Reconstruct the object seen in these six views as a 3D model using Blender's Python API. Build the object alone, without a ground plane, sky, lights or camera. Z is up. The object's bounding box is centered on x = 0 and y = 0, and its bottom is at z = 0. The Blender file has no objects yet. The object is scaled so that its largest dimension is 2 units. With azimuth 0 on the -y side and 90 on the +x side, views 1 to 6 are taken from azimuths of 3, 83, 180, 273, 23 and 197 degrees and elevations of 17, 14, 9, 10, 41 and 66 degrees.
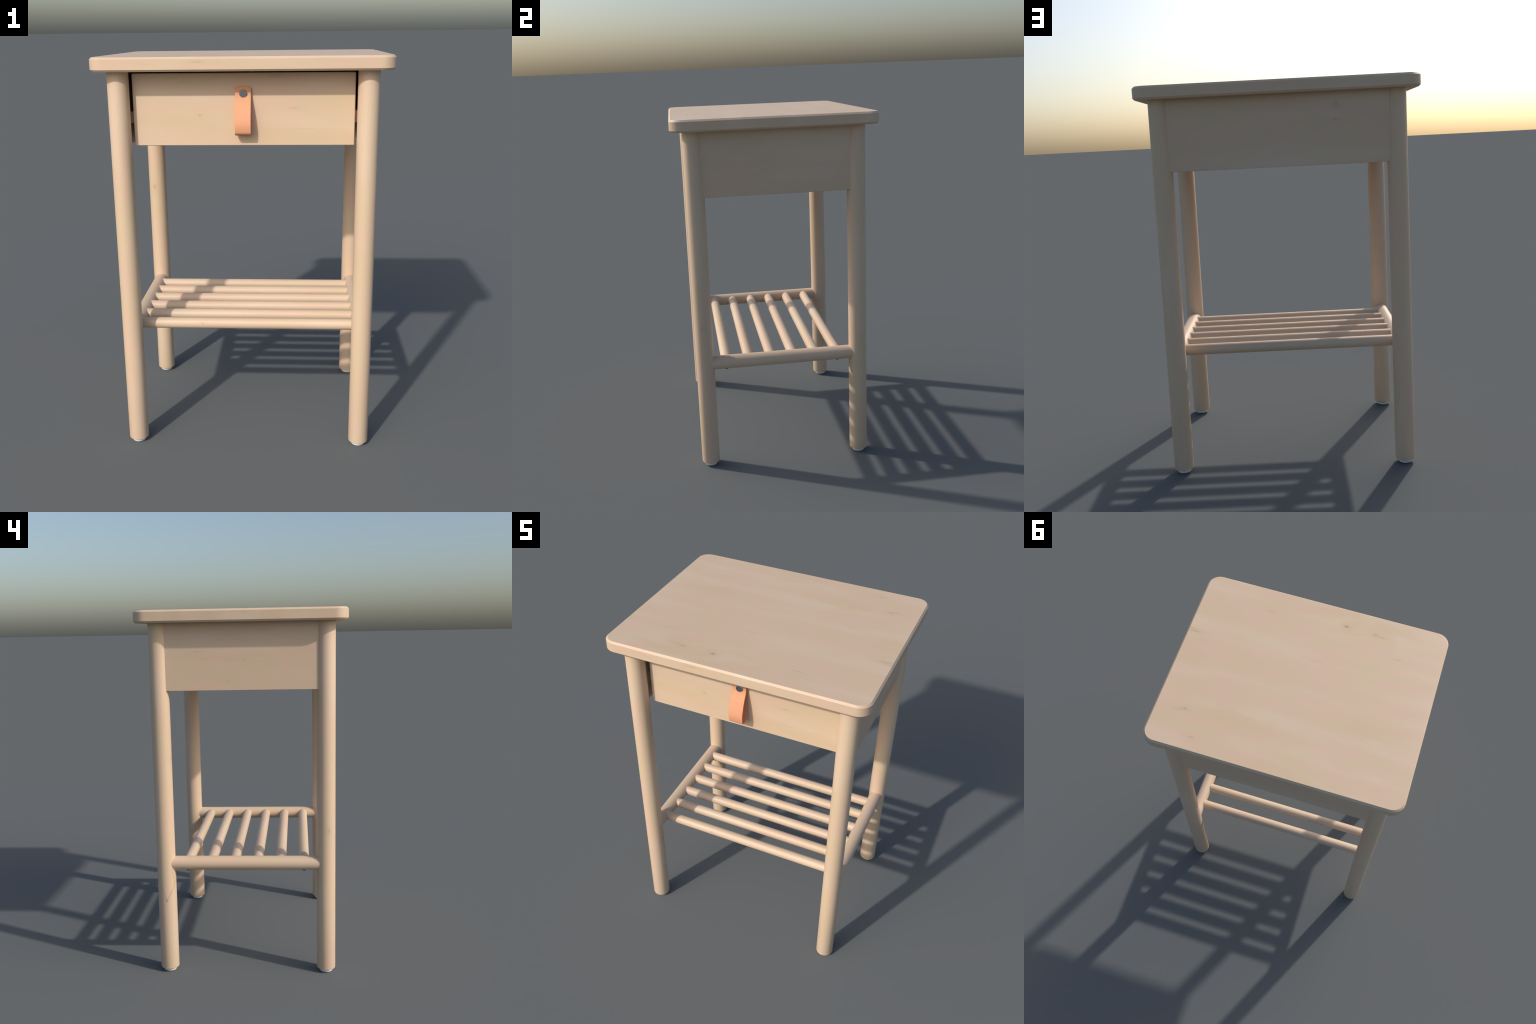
import bpy, bmesh, math
from mathutils import Vector

# ------------------------------------------------------------------ sizes (m)
TOP_X, TOP_Y = 0.7014, 0.5568        # half size of the tabletop
TOP_Z0, TOP_Z1 = 1.9350, 2.0000
TOP_R, TOP_CH = 0.070, 0.0095        # plan corner radius, edge chamfer
LEG_X, LEG_Y, LEG_R = 0.5867, 0.4418, 0.0510
LEG_Z0 = 0.0190
APRON_X, APRON_Y = 0.6193, 0.4743    # outer faces
APRON_T = 0.0610
APRON_Z0, APRON_Z1 = 1.5800, 1.9365
FRONT_Y, FRONT_X = -0.4050, 0.5284   # drawer front face, half width
FRONT_Z0, FRONT_Z1 = 1.5805, 1.9215
BAR_Z, BAR_R = 0.6275, 0.0385        # side stretchers of the shelf
SLAT_R, SLAT_PITCH = 0.0288, 0.1286

scene = bpy.context.scene


# ------------------------------------------------------------------ materials
class Nodes:
    def __init__(self, name):
        self.mat = bpy.data.materials.new(name)
        self.mat.use_nodes = True
        self.t = self.mat.node_tree
        self.bsdf = self.t.nodes["Principled BSDF"]

    def new(self, kind, **props):
        n = self.t.nodes.new(kind)
        for k, v in props.items():
            setattr(n, k, v)
        return n

    def link(self, a, b):
        self.t.links.new(a, b)

    def vmath(self, op, a, b=None):
        n = self.new("ShaderNodeVectorMath", operation=op)
        self.link(a, n.inputs[0])
        if b is not None:
            if isinstance(b, (tuple, list)):
                n.inputs[1].default_value = b
            else:
                self.link(b, n.inputs[1])
        return n

    def math(self, op, a, b):
        n = self.new("ShaderNodeMath", operation=op)
        for i, v in enumerate((a, b)):
            if isinstance(v, (int, float)):
                n.inputs[i].default_value = v
            else:
                self.link(v, n.inputs[i])
        return n.outputs[0]

    def ramp(self, fac, lo, hi, out0=0.0, out1=1.0):
        n = self.new("ShaderNodeMapRange", interpolation_type="SMOOTHSTEP")
        self.link(fac, n.inputs[0])
        for i, v in enumerate((lo, hi, out0, out1)):
            n.inputs[1 + i].default_value = v
        return n.outputs[0]

    def noise(self, vec, scale, detail=2.0, rough=0.5):
        n = self.new("ShaderNodeTexNoise")
        n.inputs["Scale"].default_value = scale
        n.inputs["Detail"].default_value = detail
        n.inputs["Roughness"].default_value = rough
        self.link(vec, n.inputs["Vector"])
        return n.outputs[0]

    def mix(self, fac, a, b, blend="MIX"):
        n = self.new("ShaderNodeMix", data_type="RGBA", blend_type=blend)
        for sock, v in ((n.inputs[0], fac), (n.inputs[6], a), (n.inputs[7], b)):
            if isinstance(v, (int, float)):
                sock.default_value = v
            elif isinstance(v, tuple):
                sock.default_value = (*v, 1.0)
            else:
                self.link(v, sock)
        return n.outputs[2]


BIRCH_PINK = (0.656, 0.464, 0.335)
BIRCH_TAN = (0.626, 0.475, 0.315)
BIRCH_PALE = (0.672, 0.518, 0.378)
BIRCH_HONEY = (0.610, 0.445, 0.275)
BIRCH_STREAK = (0.505, 0.345, 0.225)
KNOT = (0.330, 0.208, 0.130)


def birch(name, grain, offset=(0, 0, 0), knots=(), vary=False, tone=1.0, veins=(), warm=()):
    """Pale birch. grain: index of the fibre direction.
    knots: (centre, radii, strength) in object coordinates."""
    n = Nodes(name)
    co = n.new("ShaderNodeTexCoord").outputs["Object"]
    src = n.vmath("ADD", co, offset).outputs[0]
    if vary:                                    # repeats get their own cut of wood
        rnd = n.new("ShaderNodeObjectInfo").outputs["Random"]
        shift = n.vmath("SCALE", co)
        comb = n.new("ShaderNodeCombineXYZ")
        for i, k in enumerate((17.0, 9.0, 13.0)):
            n.link(n.math("MULTIPLY", rnd, k), comb.inputs[i])
        n.t.nodes.remove(shift)
        src = n.vmath("ADD", src, comb.outputs[0]).outputs[0]

    def stretched(along, across):
        s = [across] * 3
        s[grain] = along
        return n.vmath("MULTIPLY", src, tuple(s)).outputs[0]

    hue = n.ramp(n.noise(stretched(4.5, 13.0), 1.0, 4.0, 0.6), 0.38, 0.62)
    pale = n.ramp(n.noise(stretched(1.6, 7.0), 1.0, 2.0), 0.42, 0.72, 0.0, 0.75)
    fibre = n.noise(stretched(5.0, 130.0), 1.0, 3.0, 0.6)
    dash = n.ramp(n.noise(stretched(9.0, 75.0), 1.0, 1.0), 0.72, 0.85, 0.0, 0.22)
    col = n.mix(hue, BIRCH_PINK, BIRCH_TAN)
    col = n.mix(pale, col, BIRCH_PALE)
    col = n.mix(n.ramp(fibre, 0.48, 0.80, 0.0, 0.08), col, BIRCH_STREAK)
    col = n.mix(dash, col, BIRCH_STREAK)
    for centre, radii, strength in warm:         # honey-coloured areas
        d = n.vmath("MULTIPLY", n.vmath("SUBTRACT", co, tuple(centre)).outputs[0],
                    tuple(1.0 / r for r in radii)).outputs[0]
        d = n.math("ADD", n.vmath("LENGTH", d).outputs["Value"],
                   n.math("MULTIPLY", n.math("SUBTRACT", hue, 0.5), 0.7))
        col = n.mix(n.ramp(d, 1.0, 0.2, 0.0, strength), col, BIRCH_HONEY)
    if knots:
        warp = n.new("ShaderNodeTexNoise")
        warp.inputs["Scale"].default_value = 28.0
        n.link(co, warp.inputs["Vector"])
        w = n.vmath("SCALE", n.vmath("SUBTRACT", warp.outputs["Color"], (0.5, 0.5, 0.5)).outputs[0])
        w.inputs["Scale"].default_value = 0.016
        kco = n.vmath("ADD", co, w.outputs[0]).outputs[0]
        for centre, radii, strength in knots:
            d = n.vmath("SUBTRACT", kco, tuple(centre)).outputs[0]
            d = n.vmath("MULTIPLY", d, tuple(1.0 / r for r in radii)).outputs[0]
            d = n.vmath("LENGTH", d).outputs["Value"]
            col = n.mix(n.ramp(d, 1.35, 0.1, 0.0, strength), col, KNOT)
            col = n.mix(n.ramp(d, 4.0, 0.8, 0.0, 0.30 * strength), col, BIRCH_STREAK)
    for a, b, width, strength in veins:          # thin dark line from a to b
        a, b = Vector(a), Vector(b)
        ab = b - a
        pa = n.vmath("SUBTRACT", co, tuple(a)).outputs[0]
        h = n.vmath("DOT_PRODUCT", pa, tuple(ab / ab.length_squared)).outputs["Value"]
        clamp = n.new("ShaderNodeClamp")
        n.link(h, clamp.inputs[0])
        foot = n.new("ShaderNodeVectorMath", operation="SCALE")
        foot.inputs[0].default_value = tuple(ab)
        n.link(clamp.outputs[0], foot.inputs["Scale"])
        d = n.vmath("LENGTH", n.vmath("SUBTRACT", pa, foot.outputs[0]).outputs[0]).outputs["Value"]
        col = n.mix(n.ramp(d, width, 0.0, 0.0, strength), col, KNOT)
    col = n.mix(1.0, col, (tone, tone, tone), "MULTIPLY")
    n.link(col, n.bsdf.inputs["Base Color"])
    n.bsdf.inputs["Roughness"].default_value = 0.48
    n.bsdf.inputs["Specular IOR Level"].default_value = 0.45
    bump = n.new("ShaderNodeBump")
    bump.inputs["Strength"].default_value = 0.02
    bump.inputs["Distance"].default_value = 0.002
    n.link(fibre, bump.inputs["Height"])
    n.link(bump.outputs[0], n.bsdf.inputs["Normal"])
    return n.mat


def leather():
    n = Nodes("tan_leather")
    co = n.new("ShaderNodeTexCoord").outputs["Object"]
    sep = n.new("ShaderNodeSeparateXYZ")
    n.link(co, sep.inputs[0])
    cloud = n.ramp(n.noise(co, 24.0, 2.0), 0.38, 0.66)
    col = n.mix(cloud, (0.700, 0.322, 0.182), (0.700, 0.345, 0.168))
    # the crease across the strap: golden above it, rosier below, a thin pale line
    line = n.math("ADD", sep.outputs[2], n.math("MULTIPLY", sep.outputs[0], 0.26))
    below = n.ramp(line, 1.789, 1.781, 0.0, 0.55)
    col = n.mix(below, col, (0.745, 0.338, 0.192))
    dist = n.math("ABSOLUTE", n.math("SUBTRACT", line, 1.785), 0.0)
    col = n.mix(n.ramp(dist, 0.0024, 0.0005, 0.0, 0.45), col, (0.55, 0.33, 0.21))
    n.link(col, n.bsdf.inputs["Base Color"])
    n.bsdf.inputs["Roughness"].default_value = 0.62
    n.bsdf.inputs["Specular IOR Level"].default_value = 0.35
    grain = n.noise(co, 420.0, 2.0)
    bump = n.new("ShaderNodeBump")
    bump.inputs["Strength"].default_value = 0.06
    bump.inputs["Distance"].default_value = 0.001
    n.link(grain, bump.inputs["Height"])
    n.link(bump.outputs[0], n.bsdf.inputs["Normal"])
    return n.mat


def plain(name, colour, rough, metal=0.0, speckle=0.0):
    n = Nodes(name)
    co = n.new("ShaderNodeTexCoord").outputs["Object"]
    f = n.noise(co, 260.0, 2.0)
    dark = tuple(c * (1.0 - speckle) for c in colour)
    n.link(n.mix(n.ramp(f, 0.35, 0.65), dark, colour), n.bsdf.inputs["Base Color"])
    n.bsdf.inputs["Roughness"].default_value = rough
    n.bsdf.inputs["Metallic"].default_value = metal
    return n.mat


# ------------------------------------------------------------------ mesh tools
def make_object(name, mesh, mat=None, parent=None, location=(0, 0, 0)):
    ob = bpy.data.objects.new(name, mesh)
    scene.collection.objects.link(ob)
    ob.location = location
    if mat is not None:
        if not mesh.materials:
            mesh.materials.append(mat)
        else:                                   # shared mesh, own wood
            ob.material_slots[0].link = "OBJECT"
            ob.material_slots[0].material = mat
    if parent is not None:
        ob.parent = parent
    return ob


def finish(bm, name, angle=30.0):
    bmesh.ops.recalc_face_normals(bm, faces=bm.faces)
    me = bpy.data.meshes.new(name)
    bm.to_mesh(me)
    bm.free()
    me.shade_smooth()
    me.set_sharp_from_angle(angle=math.radians(angle))
    return me


def box_into(bm, x0, x1, y0, y1, z0, z1):
    vs = [bm.verts.new((x, y, z)) for x in (x0, x1) for y in (y0, y1) for z in (z0, z1)]
    for f in ((0, 1, 3, 2), (4, 6, 7, 5), (0, 4, 5, 1), (2, 3, 7, 6), (0, 2, 6, 4), (1, 5, 7, 3)):
        bm.faces.new([vs[i] for i in f])


def board(name, x0, x1, y0, y1, z0, z1, bevel=0.002):
    bm = bmesh.new()
    box_into(bm, x0, x1, y0, y1, z0, z1)
    if bevel:
        bmesh.ops.bevel(bm, geom=bm.edges[:], offset=bevel, segments=1, affect="EDGES")
    return finish(bm, name)


def rings_to_mesh(name, rings, angle=30.0):
    """Loft a stack of equal-length closed rings and cap both ends."""
    bm = bmesh.new()
    rv = [[bm.verts.new(p) for p in ring] for ring in rings]
    k = len(rv[0])
    for a, b in zip(rv, rv[1:]):
        for i in range(k):
            j = (i + 1) % k
            bm.faces.new((a[i], a[j], b[j], b[i]))
    bm.faces.new(list(reversed(rv[0])))
    bm.faces.new(rv[-1])
    return finish(bm, name, angle)


def turned(name, profile, seg=48, axis=2, angle=30.0):
    """Solid of revolution; profile = (radius, position along axis)."""
    rings = []
    for r, h in profile:
        ring = []
        for i in range(seg):
            a = 2 * math.pi * i / seg
            c, s = r * math.cos(a), r * math.sin(a)
            ring.append({2: (c, s, h), 1: (c, h, -s), 0: (h, c, s)}[axis])
        rings.append(ring)
    return rings_to_mesh(name, rings, angle)


def rounded_plan(hx, hy, r, z, seg=10):
    pts = []
    for k, (sx, sy) in enumerate(((1, 1), (-1, 1), (-1, -1), (1, -1))):
        cx, cy = sx * (hx - r), sy * (hy - r)
        for i in range(seg + 1):
            a = math.pi / 2 * (k + i / seg)
            pts.append((cx + r * math.cos(a), cy + r * math.sin(a), z))
    return pts


# ------------------------------------------------------------------ the table
table = bpy.data.objects.new("bedside_table", None)
scene.collection.objects.link(table)
table["label"] = "pale birch bedside table, one drawer with leather pull, slatted shelf"
table["category"] = "bedside table"

# --- tabletop: rounded corners, chamfer along both edges
top_knots = [
    ((-0.135, -0.436, 2.0), (0.019, 0.010, 0.02), 0.80),
    ((-0.302, -0.434, 2.0), (0.016, 0.009, 0.02), 0.38),
    ((-0.342, -0.426, 2.0), (0.022, 0.004, 0.02), 0.28),
    ((0.537, 0.324, 2.0), (0.014, 0.008, 0.02), 0.50),
    ((0.565, 0.336, 2.0), (0.028, 0.007, 0.02), 0.22),
    ((0.446, 0.473, 2.0), (0.022, 0.005, 0.02), 0.38),
    ((0.655, -0.152, 2.0), (0.034, 0.006, 0.02), 0.42),
    ((0.672, -0.168, 2.0), (0.030, 0.004, 0.02), 0.30),
    ((-0.046, -0.172, 2.0), (0.040, 0.004, 0.02), 0.20),
    ((0.296, -0.409, 2.0), (0.038, 0.004, 0.02), 0.26),
    ((-0.456, -0.310, 2.0), (0.028, 0.004, 0.02), 0.26),
    ((-0.197, -0.560, 1.976), (0.036, 0.02, 0.005), 0.28),
    ((-0.432, -0.560, 1.968), (0.030, 0.02, 0.004), 0.16),
]
c = TOP_CH
top_mesh = rings_to_mesh("tabletop", [
    rounded_plan(TOP_X - c, TOP_Y - c, TOP_R - c, TOP_Z0),
    rounded_plan(TOP_X, TOP_Y, TOP_R, TOP_Z0 + c),
    rounded_plan(TOP_X, TOP_Y, TOP_R, TOP_Z1 - c),
    rounded_plan(TOP_X - c, TOP_Y - c, TOP_R - c, TOP_Z1),
], 28)
make_object("tabletop", top_mesh, birch("birch_tabletop", 0, (3.1, 1.7, 0.0), top_knots, tone=0.985, warm=(
    ((-0.24, -0.46, 2.0), (0.36, 0.12, 0.2), 0.65),
    ((0.26, 0.30, 2.0), (0.26, 0.09, 0.2), 0.55),
    ((-0.42, 0.16, 2.0), (0.24, 0.08, 0.2), 0.5),
    ((0.66, 0.02, 2.0), (0.14, 0.08, 0.2), 0.4),
    ((-0.10, 0.52, 2.0), (0.30, 0.06, 0.2), 0.4))), table)

# --- four turned legs, plain cylinders with an eased lower edge, each on a pad
leg_mesh = turned("leg", [
    (LEG_R - 0.0040, LEG_Z0), (LEG_R - 0.0012, LEG_Z0 + 0.0014), (LEG_R, LEG_Z0 + 0.0050),
    (LEG_R, 0.5), (LEG_R, 1.0), (LEG_R, 1.5), (LEG_R, TOP_Z0 + 0.004)], 64)
pad_mesh = turned("foot_pad", [
    (0.0300, 0.0), (0.0335, 0.0012), (0.0350, 0.0040), (0.0350, 0.0130), (0.0220, 0.0131),
    (0.0220, LEG_Z0 + 0.001)], 40)
leg_knots = {
    (-1, 1): [((-0.012, -0.050, 1.218), (0.010, 0.02, 0.022), 0.40),
              ((-0.050, -0.002, 0.424), (0.012, 0.006, 0.009), 0.55)],
    (-1, -1): [((-0.050, -0.012, 0.818), (0.014, 0.008, 0.012), 0.40)],
    (1, -1): [((0.050, -0.010, 0.852), (0.014, 0.006, 0.016), 0.35)],
    (1, 1): [((0.047, 0.025, 1.868), (0.012, 0.004, 0.022), 0.35)],
}
leg_veins = {(-1, 1): [((-0.036, -0.036, 0.600), (-0.024, -0.045, 0.510), 0.0045, 0.40),
                       ((-0.024, -0.045, 0.510), (-0.0427, -0.0279, 0.468), 0.0055, 0.50),
                       ((-0.0427, -0.0279, 0.468), (-0.051, -0.004, 0.422), 0.0055, 0.50),
                       ((-0.048, 0.016, 0.490), (-0.051, -0.002, 0.422), 0.0040, 0.40)]}
pad_mat = plain("white_plastic", (0.82, 0.82, 0.82), 0.45, 0.0, 0.03)
for k, (sx, sy) in enumerate(((-1, -1), (1, -1), (1, 1), (-1, 1))):
    leg = make_object("leg", leg_mesh,
                      birch("birch_leg", 2, (1.3 * k + 0.4, 2.1 * k, 0.7 * k), leg_knots[(sx, sy)],
                            veins=leg_veins.get((sx, sy), ()), tone=1.03),
                      table, (sx * LEG_X, sy * LEG_Y, 0))
    make_object("foot_pad", pad_mesh, pad_mat, leg)

# --- aprons between the legs on the two sides and the back; runners inside
side_len = LEG_Y - 0.012
side_knots = [((-APRON_X, y, z), r, s) for y, z, r, s in (
    (0.190, 1.747, (0.02, 0.022, 0.004), 0.22), (0.072, 1.740, (0.02, 0.020, 0.004), 0.22),
    (-0.015, 1.742, (0.02, 0.014, 0.005), 0.26), (0.241, 1.784, (0.02, 0.018, 0.004), 0.26),
    (0.069, 1.628, (0.02, 0.018, 0.008), 0.14))]
for sx in (-1, 1):
    xs = sorted((sx * APRON_X, sx * (APRON_X - APRON_T)))
    apron = make_object("side_apron",
                        board("side_apron", xs[0], xs[1], -side_len, side_len, APRON_Z0, APRON_Z1),
                        birch("birch_side_apron", 1, (0.6 * sx, 5.2, 2.0 + sx), side_knots if sx < 0 else ()),
                        table)
    xr = sorted((sx * (APRON_X - APRON_T - 0.0015), sx * (FRONT_X + 0.0015)))
    make_object("drawer_runner",
                board("drawer_runner", xr[0], xr[1], -0.372, 0.395, 1.6855, 1.7415, 0.0015),
                birch("birch_runner", 1, (4.0, 0.3 * sx, 1.0)), apron)
back_knots = [((-0.289, APRON_Y, 1.873), (0.010, 0.02, 0.011), 0.36),
              ((-0.277, APRON_Y, 1.860), (0.012, 0.02, 0.006), 0.24),
              ((-0.282, APRON_Y, 1.797), (0.009, 0.02, 0.005), 0.50)]
make_object("back_apron",
            board("back_apron", -LEG_X + 0.012, LEG_X - 0.012, APRON_Y - APRON_T, APRON_Y,
                  APRON_Z0 - 0.0006, APRON_Z1 - 0.0004),
            birch("birch_back_apron", 0, (7.3, 0.4, 3.3), back_knots), table)

# --- drawer: open box, front board, leather loop, rivet
bm = bmesh.new()
bx, by0, by1 = FRONT_X - 0.004, FRONT_Y + 0.0405, 0.404
box_into(bm, -bx, -bx + 0.034, by0, by1, 1.5970, 1.885)
box_into(bm, bx - 0.034, bx, by0, by1, 1.5970, 1.885)
box_into(bm, -bx + 0.0345, bx - 0.0345, by1 - 0.034, by1 - 0.001, 1.5975, 1.884)
box_into(bm, -bx + 0.0345, bx - 0.0345, by0, by1 - 0.0345, 1.6080, 1.622)
drawer = make_object("drawer", finish(bm, "drawer"), birch("birch_drawer_box", 1, (2.2, 8.0, 0.5)), table)

front_knots = [((-0.208, FRONT_Y, 1.723), (0.011, 0.02, 0.008), 0.36),
               ((0.243, FRONT_Y, 1.757), (0.030, 0.02, 0.005), 0.26),
               ((0.162, FRONT_Y, 1.909), (0.050, 0.02, 0.010), 0.25),
               ((0.300, FRONT_Y, 1.660), (0.120, 0.02, 0.003), 0.16)]
make_object("drawer_front",
            board("drawer_front", -FRONT_X, FRONT_X, FRONT_Y, FRONT_Y + 0.040, FRONT_Z0, FRONT_Z1, 0.003),
            birch("birch_drawer_front", 0, (0.9, 3.0, 6.4), front_knots, tone=1.03, warm=(
                ((0.30, FRONT_Y, 1.62), (0.55, 0.2, 0.055), 0.55),
                ((-0.30, FRONT_Y, 1.70), (0.45, 0.2, 0.07), 0.35))), drawer)

# leather strap: centre line (y, z) from the back top end, round the loop, up the front
THICK, HALF_W, END_R = 0.0068, 0.0378, 0.0145
S_TOP = 1.8610
back_y = FRONT_Y - 0.0010 - THICK / 2
ctrl = [(back_y, S_TOP), (back_y, 1.80), (back_y - 0.0010, 1.74), (back_y - 0.0030, 1.690),
        (back_y - 0.0070, 1.660), (back_y - 0.0190, 1.6415), (back_y - 0.0360, 1.6375),
        (back_y - 0.0530, 1.6450), (-0.4680, 1.662), (-0.4695, 1.684), (-0.4655, 1.708),
        (-0.4580, 1.733), (-0.4490, 1.757), (-0.4380, 1.780), (-0.4270, 1.800),
        (-0.4215, 1.815), (-0.4198, 1.830), (-0.4195, S_TOP)]


def catmull(pts, n):
    out = []
    p = [pts[0]] + list(pts) + [pts[-1]]
    for i in range(1, len(p) - 2):
        a, b, c_, d = (Vector(q) for q in p[i - 1:i + 3])
        for k in range(n):
            t = k / n
            out.append(0.5 * ((2 * b) + (c_ - a) * t + (2 * a - 5 * b + 4 * c_ - d) * t * t
                              + (3 * b - a - 3 * c_ + d) * t ** 3))
    out.append(Vector(pts[-1]))
    return out


line = catmull(ctrl, 8)
dist = [0.0]
for a, b in zip(line, line[1:]):
    dist.append(dist[-1] + (b - a).length)
rings = []
e = 0.0012                                     # eased edges of the hide
for i, p in enumerate(line):
    t = (line[min(i + 1, len(line) - 1)] - line[max(i - 1, 0)]).normalized()
    nrm = Vector((t.y, -t.x))
    end = min(dist[i], dist[-1] - dist[i])
    w = HALF_W
    if end < END_R:                            # rounded tongue ends
        w -= END_R - math.sqrt(max(END_R ** 2 - (END_R - end) ** 2, 0.0))
    h = THICK / 2
    ring = []
    for x, o in ((-w, -h + e), (-w + e, -h), (w - e, -h), (w, -h + e),
                 (w, h - e), (w - e, h), (-w + e, h), (-w, h - e)):
        q = p + nrm * o
        ring.append((x, q.x, q.y))
    rings.append(ring)
pull = make_object("leather_pull", rings_to_mesh("leather_pull", rings, 36), leather(), drawer)

rivet_mesh = turned("rivet", [(0.0100, 0.0150), (0.0160, 0.0150), (0.0160, 0.0040),
                              (0.0190, 0.0035), (0.0190, -0.0018), (0.0176, -0.0030)],
                    10, axis=1, angle=25)
make_object("rivet", rivet_mesh, plain("dark_steel", (0.60, 0.63, 0.66), 0.16, 1.0, 0.06), pull,
            (0.0010, -0.4268, 1.8275))

# --- lower shelf: two round side stretchers carrying six round slats
bar_mesh = turned("stretcher", [(BAR_R, -LEG_Y + 0.012), (BAR_R, -0.2), (BAR_R, 0.2), (BAR_R, LEG_Y - 0.012)],
                  56, axis=1)
screw_mesh = turned("screw", [(0.0055, -0.0435), (0.0085, -0.0415), (0.0092, -0.0390), (0.0092, -0.0300)], 20)
screw_mat = plain("blackened_steel", (0.055, 0.055, 0.055), 0.5, 0.6, 0.2)
for k, sx in enumerate((-1, 1)):
    bar = make_object("stretcher", bar_mesh, birch("birch_stretcher", 1, (6.1 + k, 2.4, 1.1)),
                      table, (sx * LEG_X, 0, BAR_Z))
    for y in (-2.5 * SLAT_PITCH, 2.5 * SLAT_PITCH):
        make_object("screw", screw_mesh, screw_mat if not screw_mesh.materials else None, bar, (0, y, 0))

slat_mesh = turned("slat", [(SLAT_R, -LEG_X + 0.008), (SLAT_R, -0.2), (SLAT_R, 0.2), (SLAT_R, LEG_X - 0.008)],
                   48, axis=0)
slat_mat = birch("birch_slat", 0, (0.3, 4.4, 5.5), vary=True)
knotty_mat = birch("birch_slat_knotty", 0, (2.3, 4.4, 5.5),
                   [((-0.235, -0.024, 0.010), (0.008, 0.012, 0.006), 0.35)], vary=True)
for i in range(6):
    y = (i - 2.5) * SLAT_PITCH
    make_object("slat", slat_mesh, (knotty_mat if i == 0 else slat_mat), table, (0, y, BAR_Z + 0.0005))
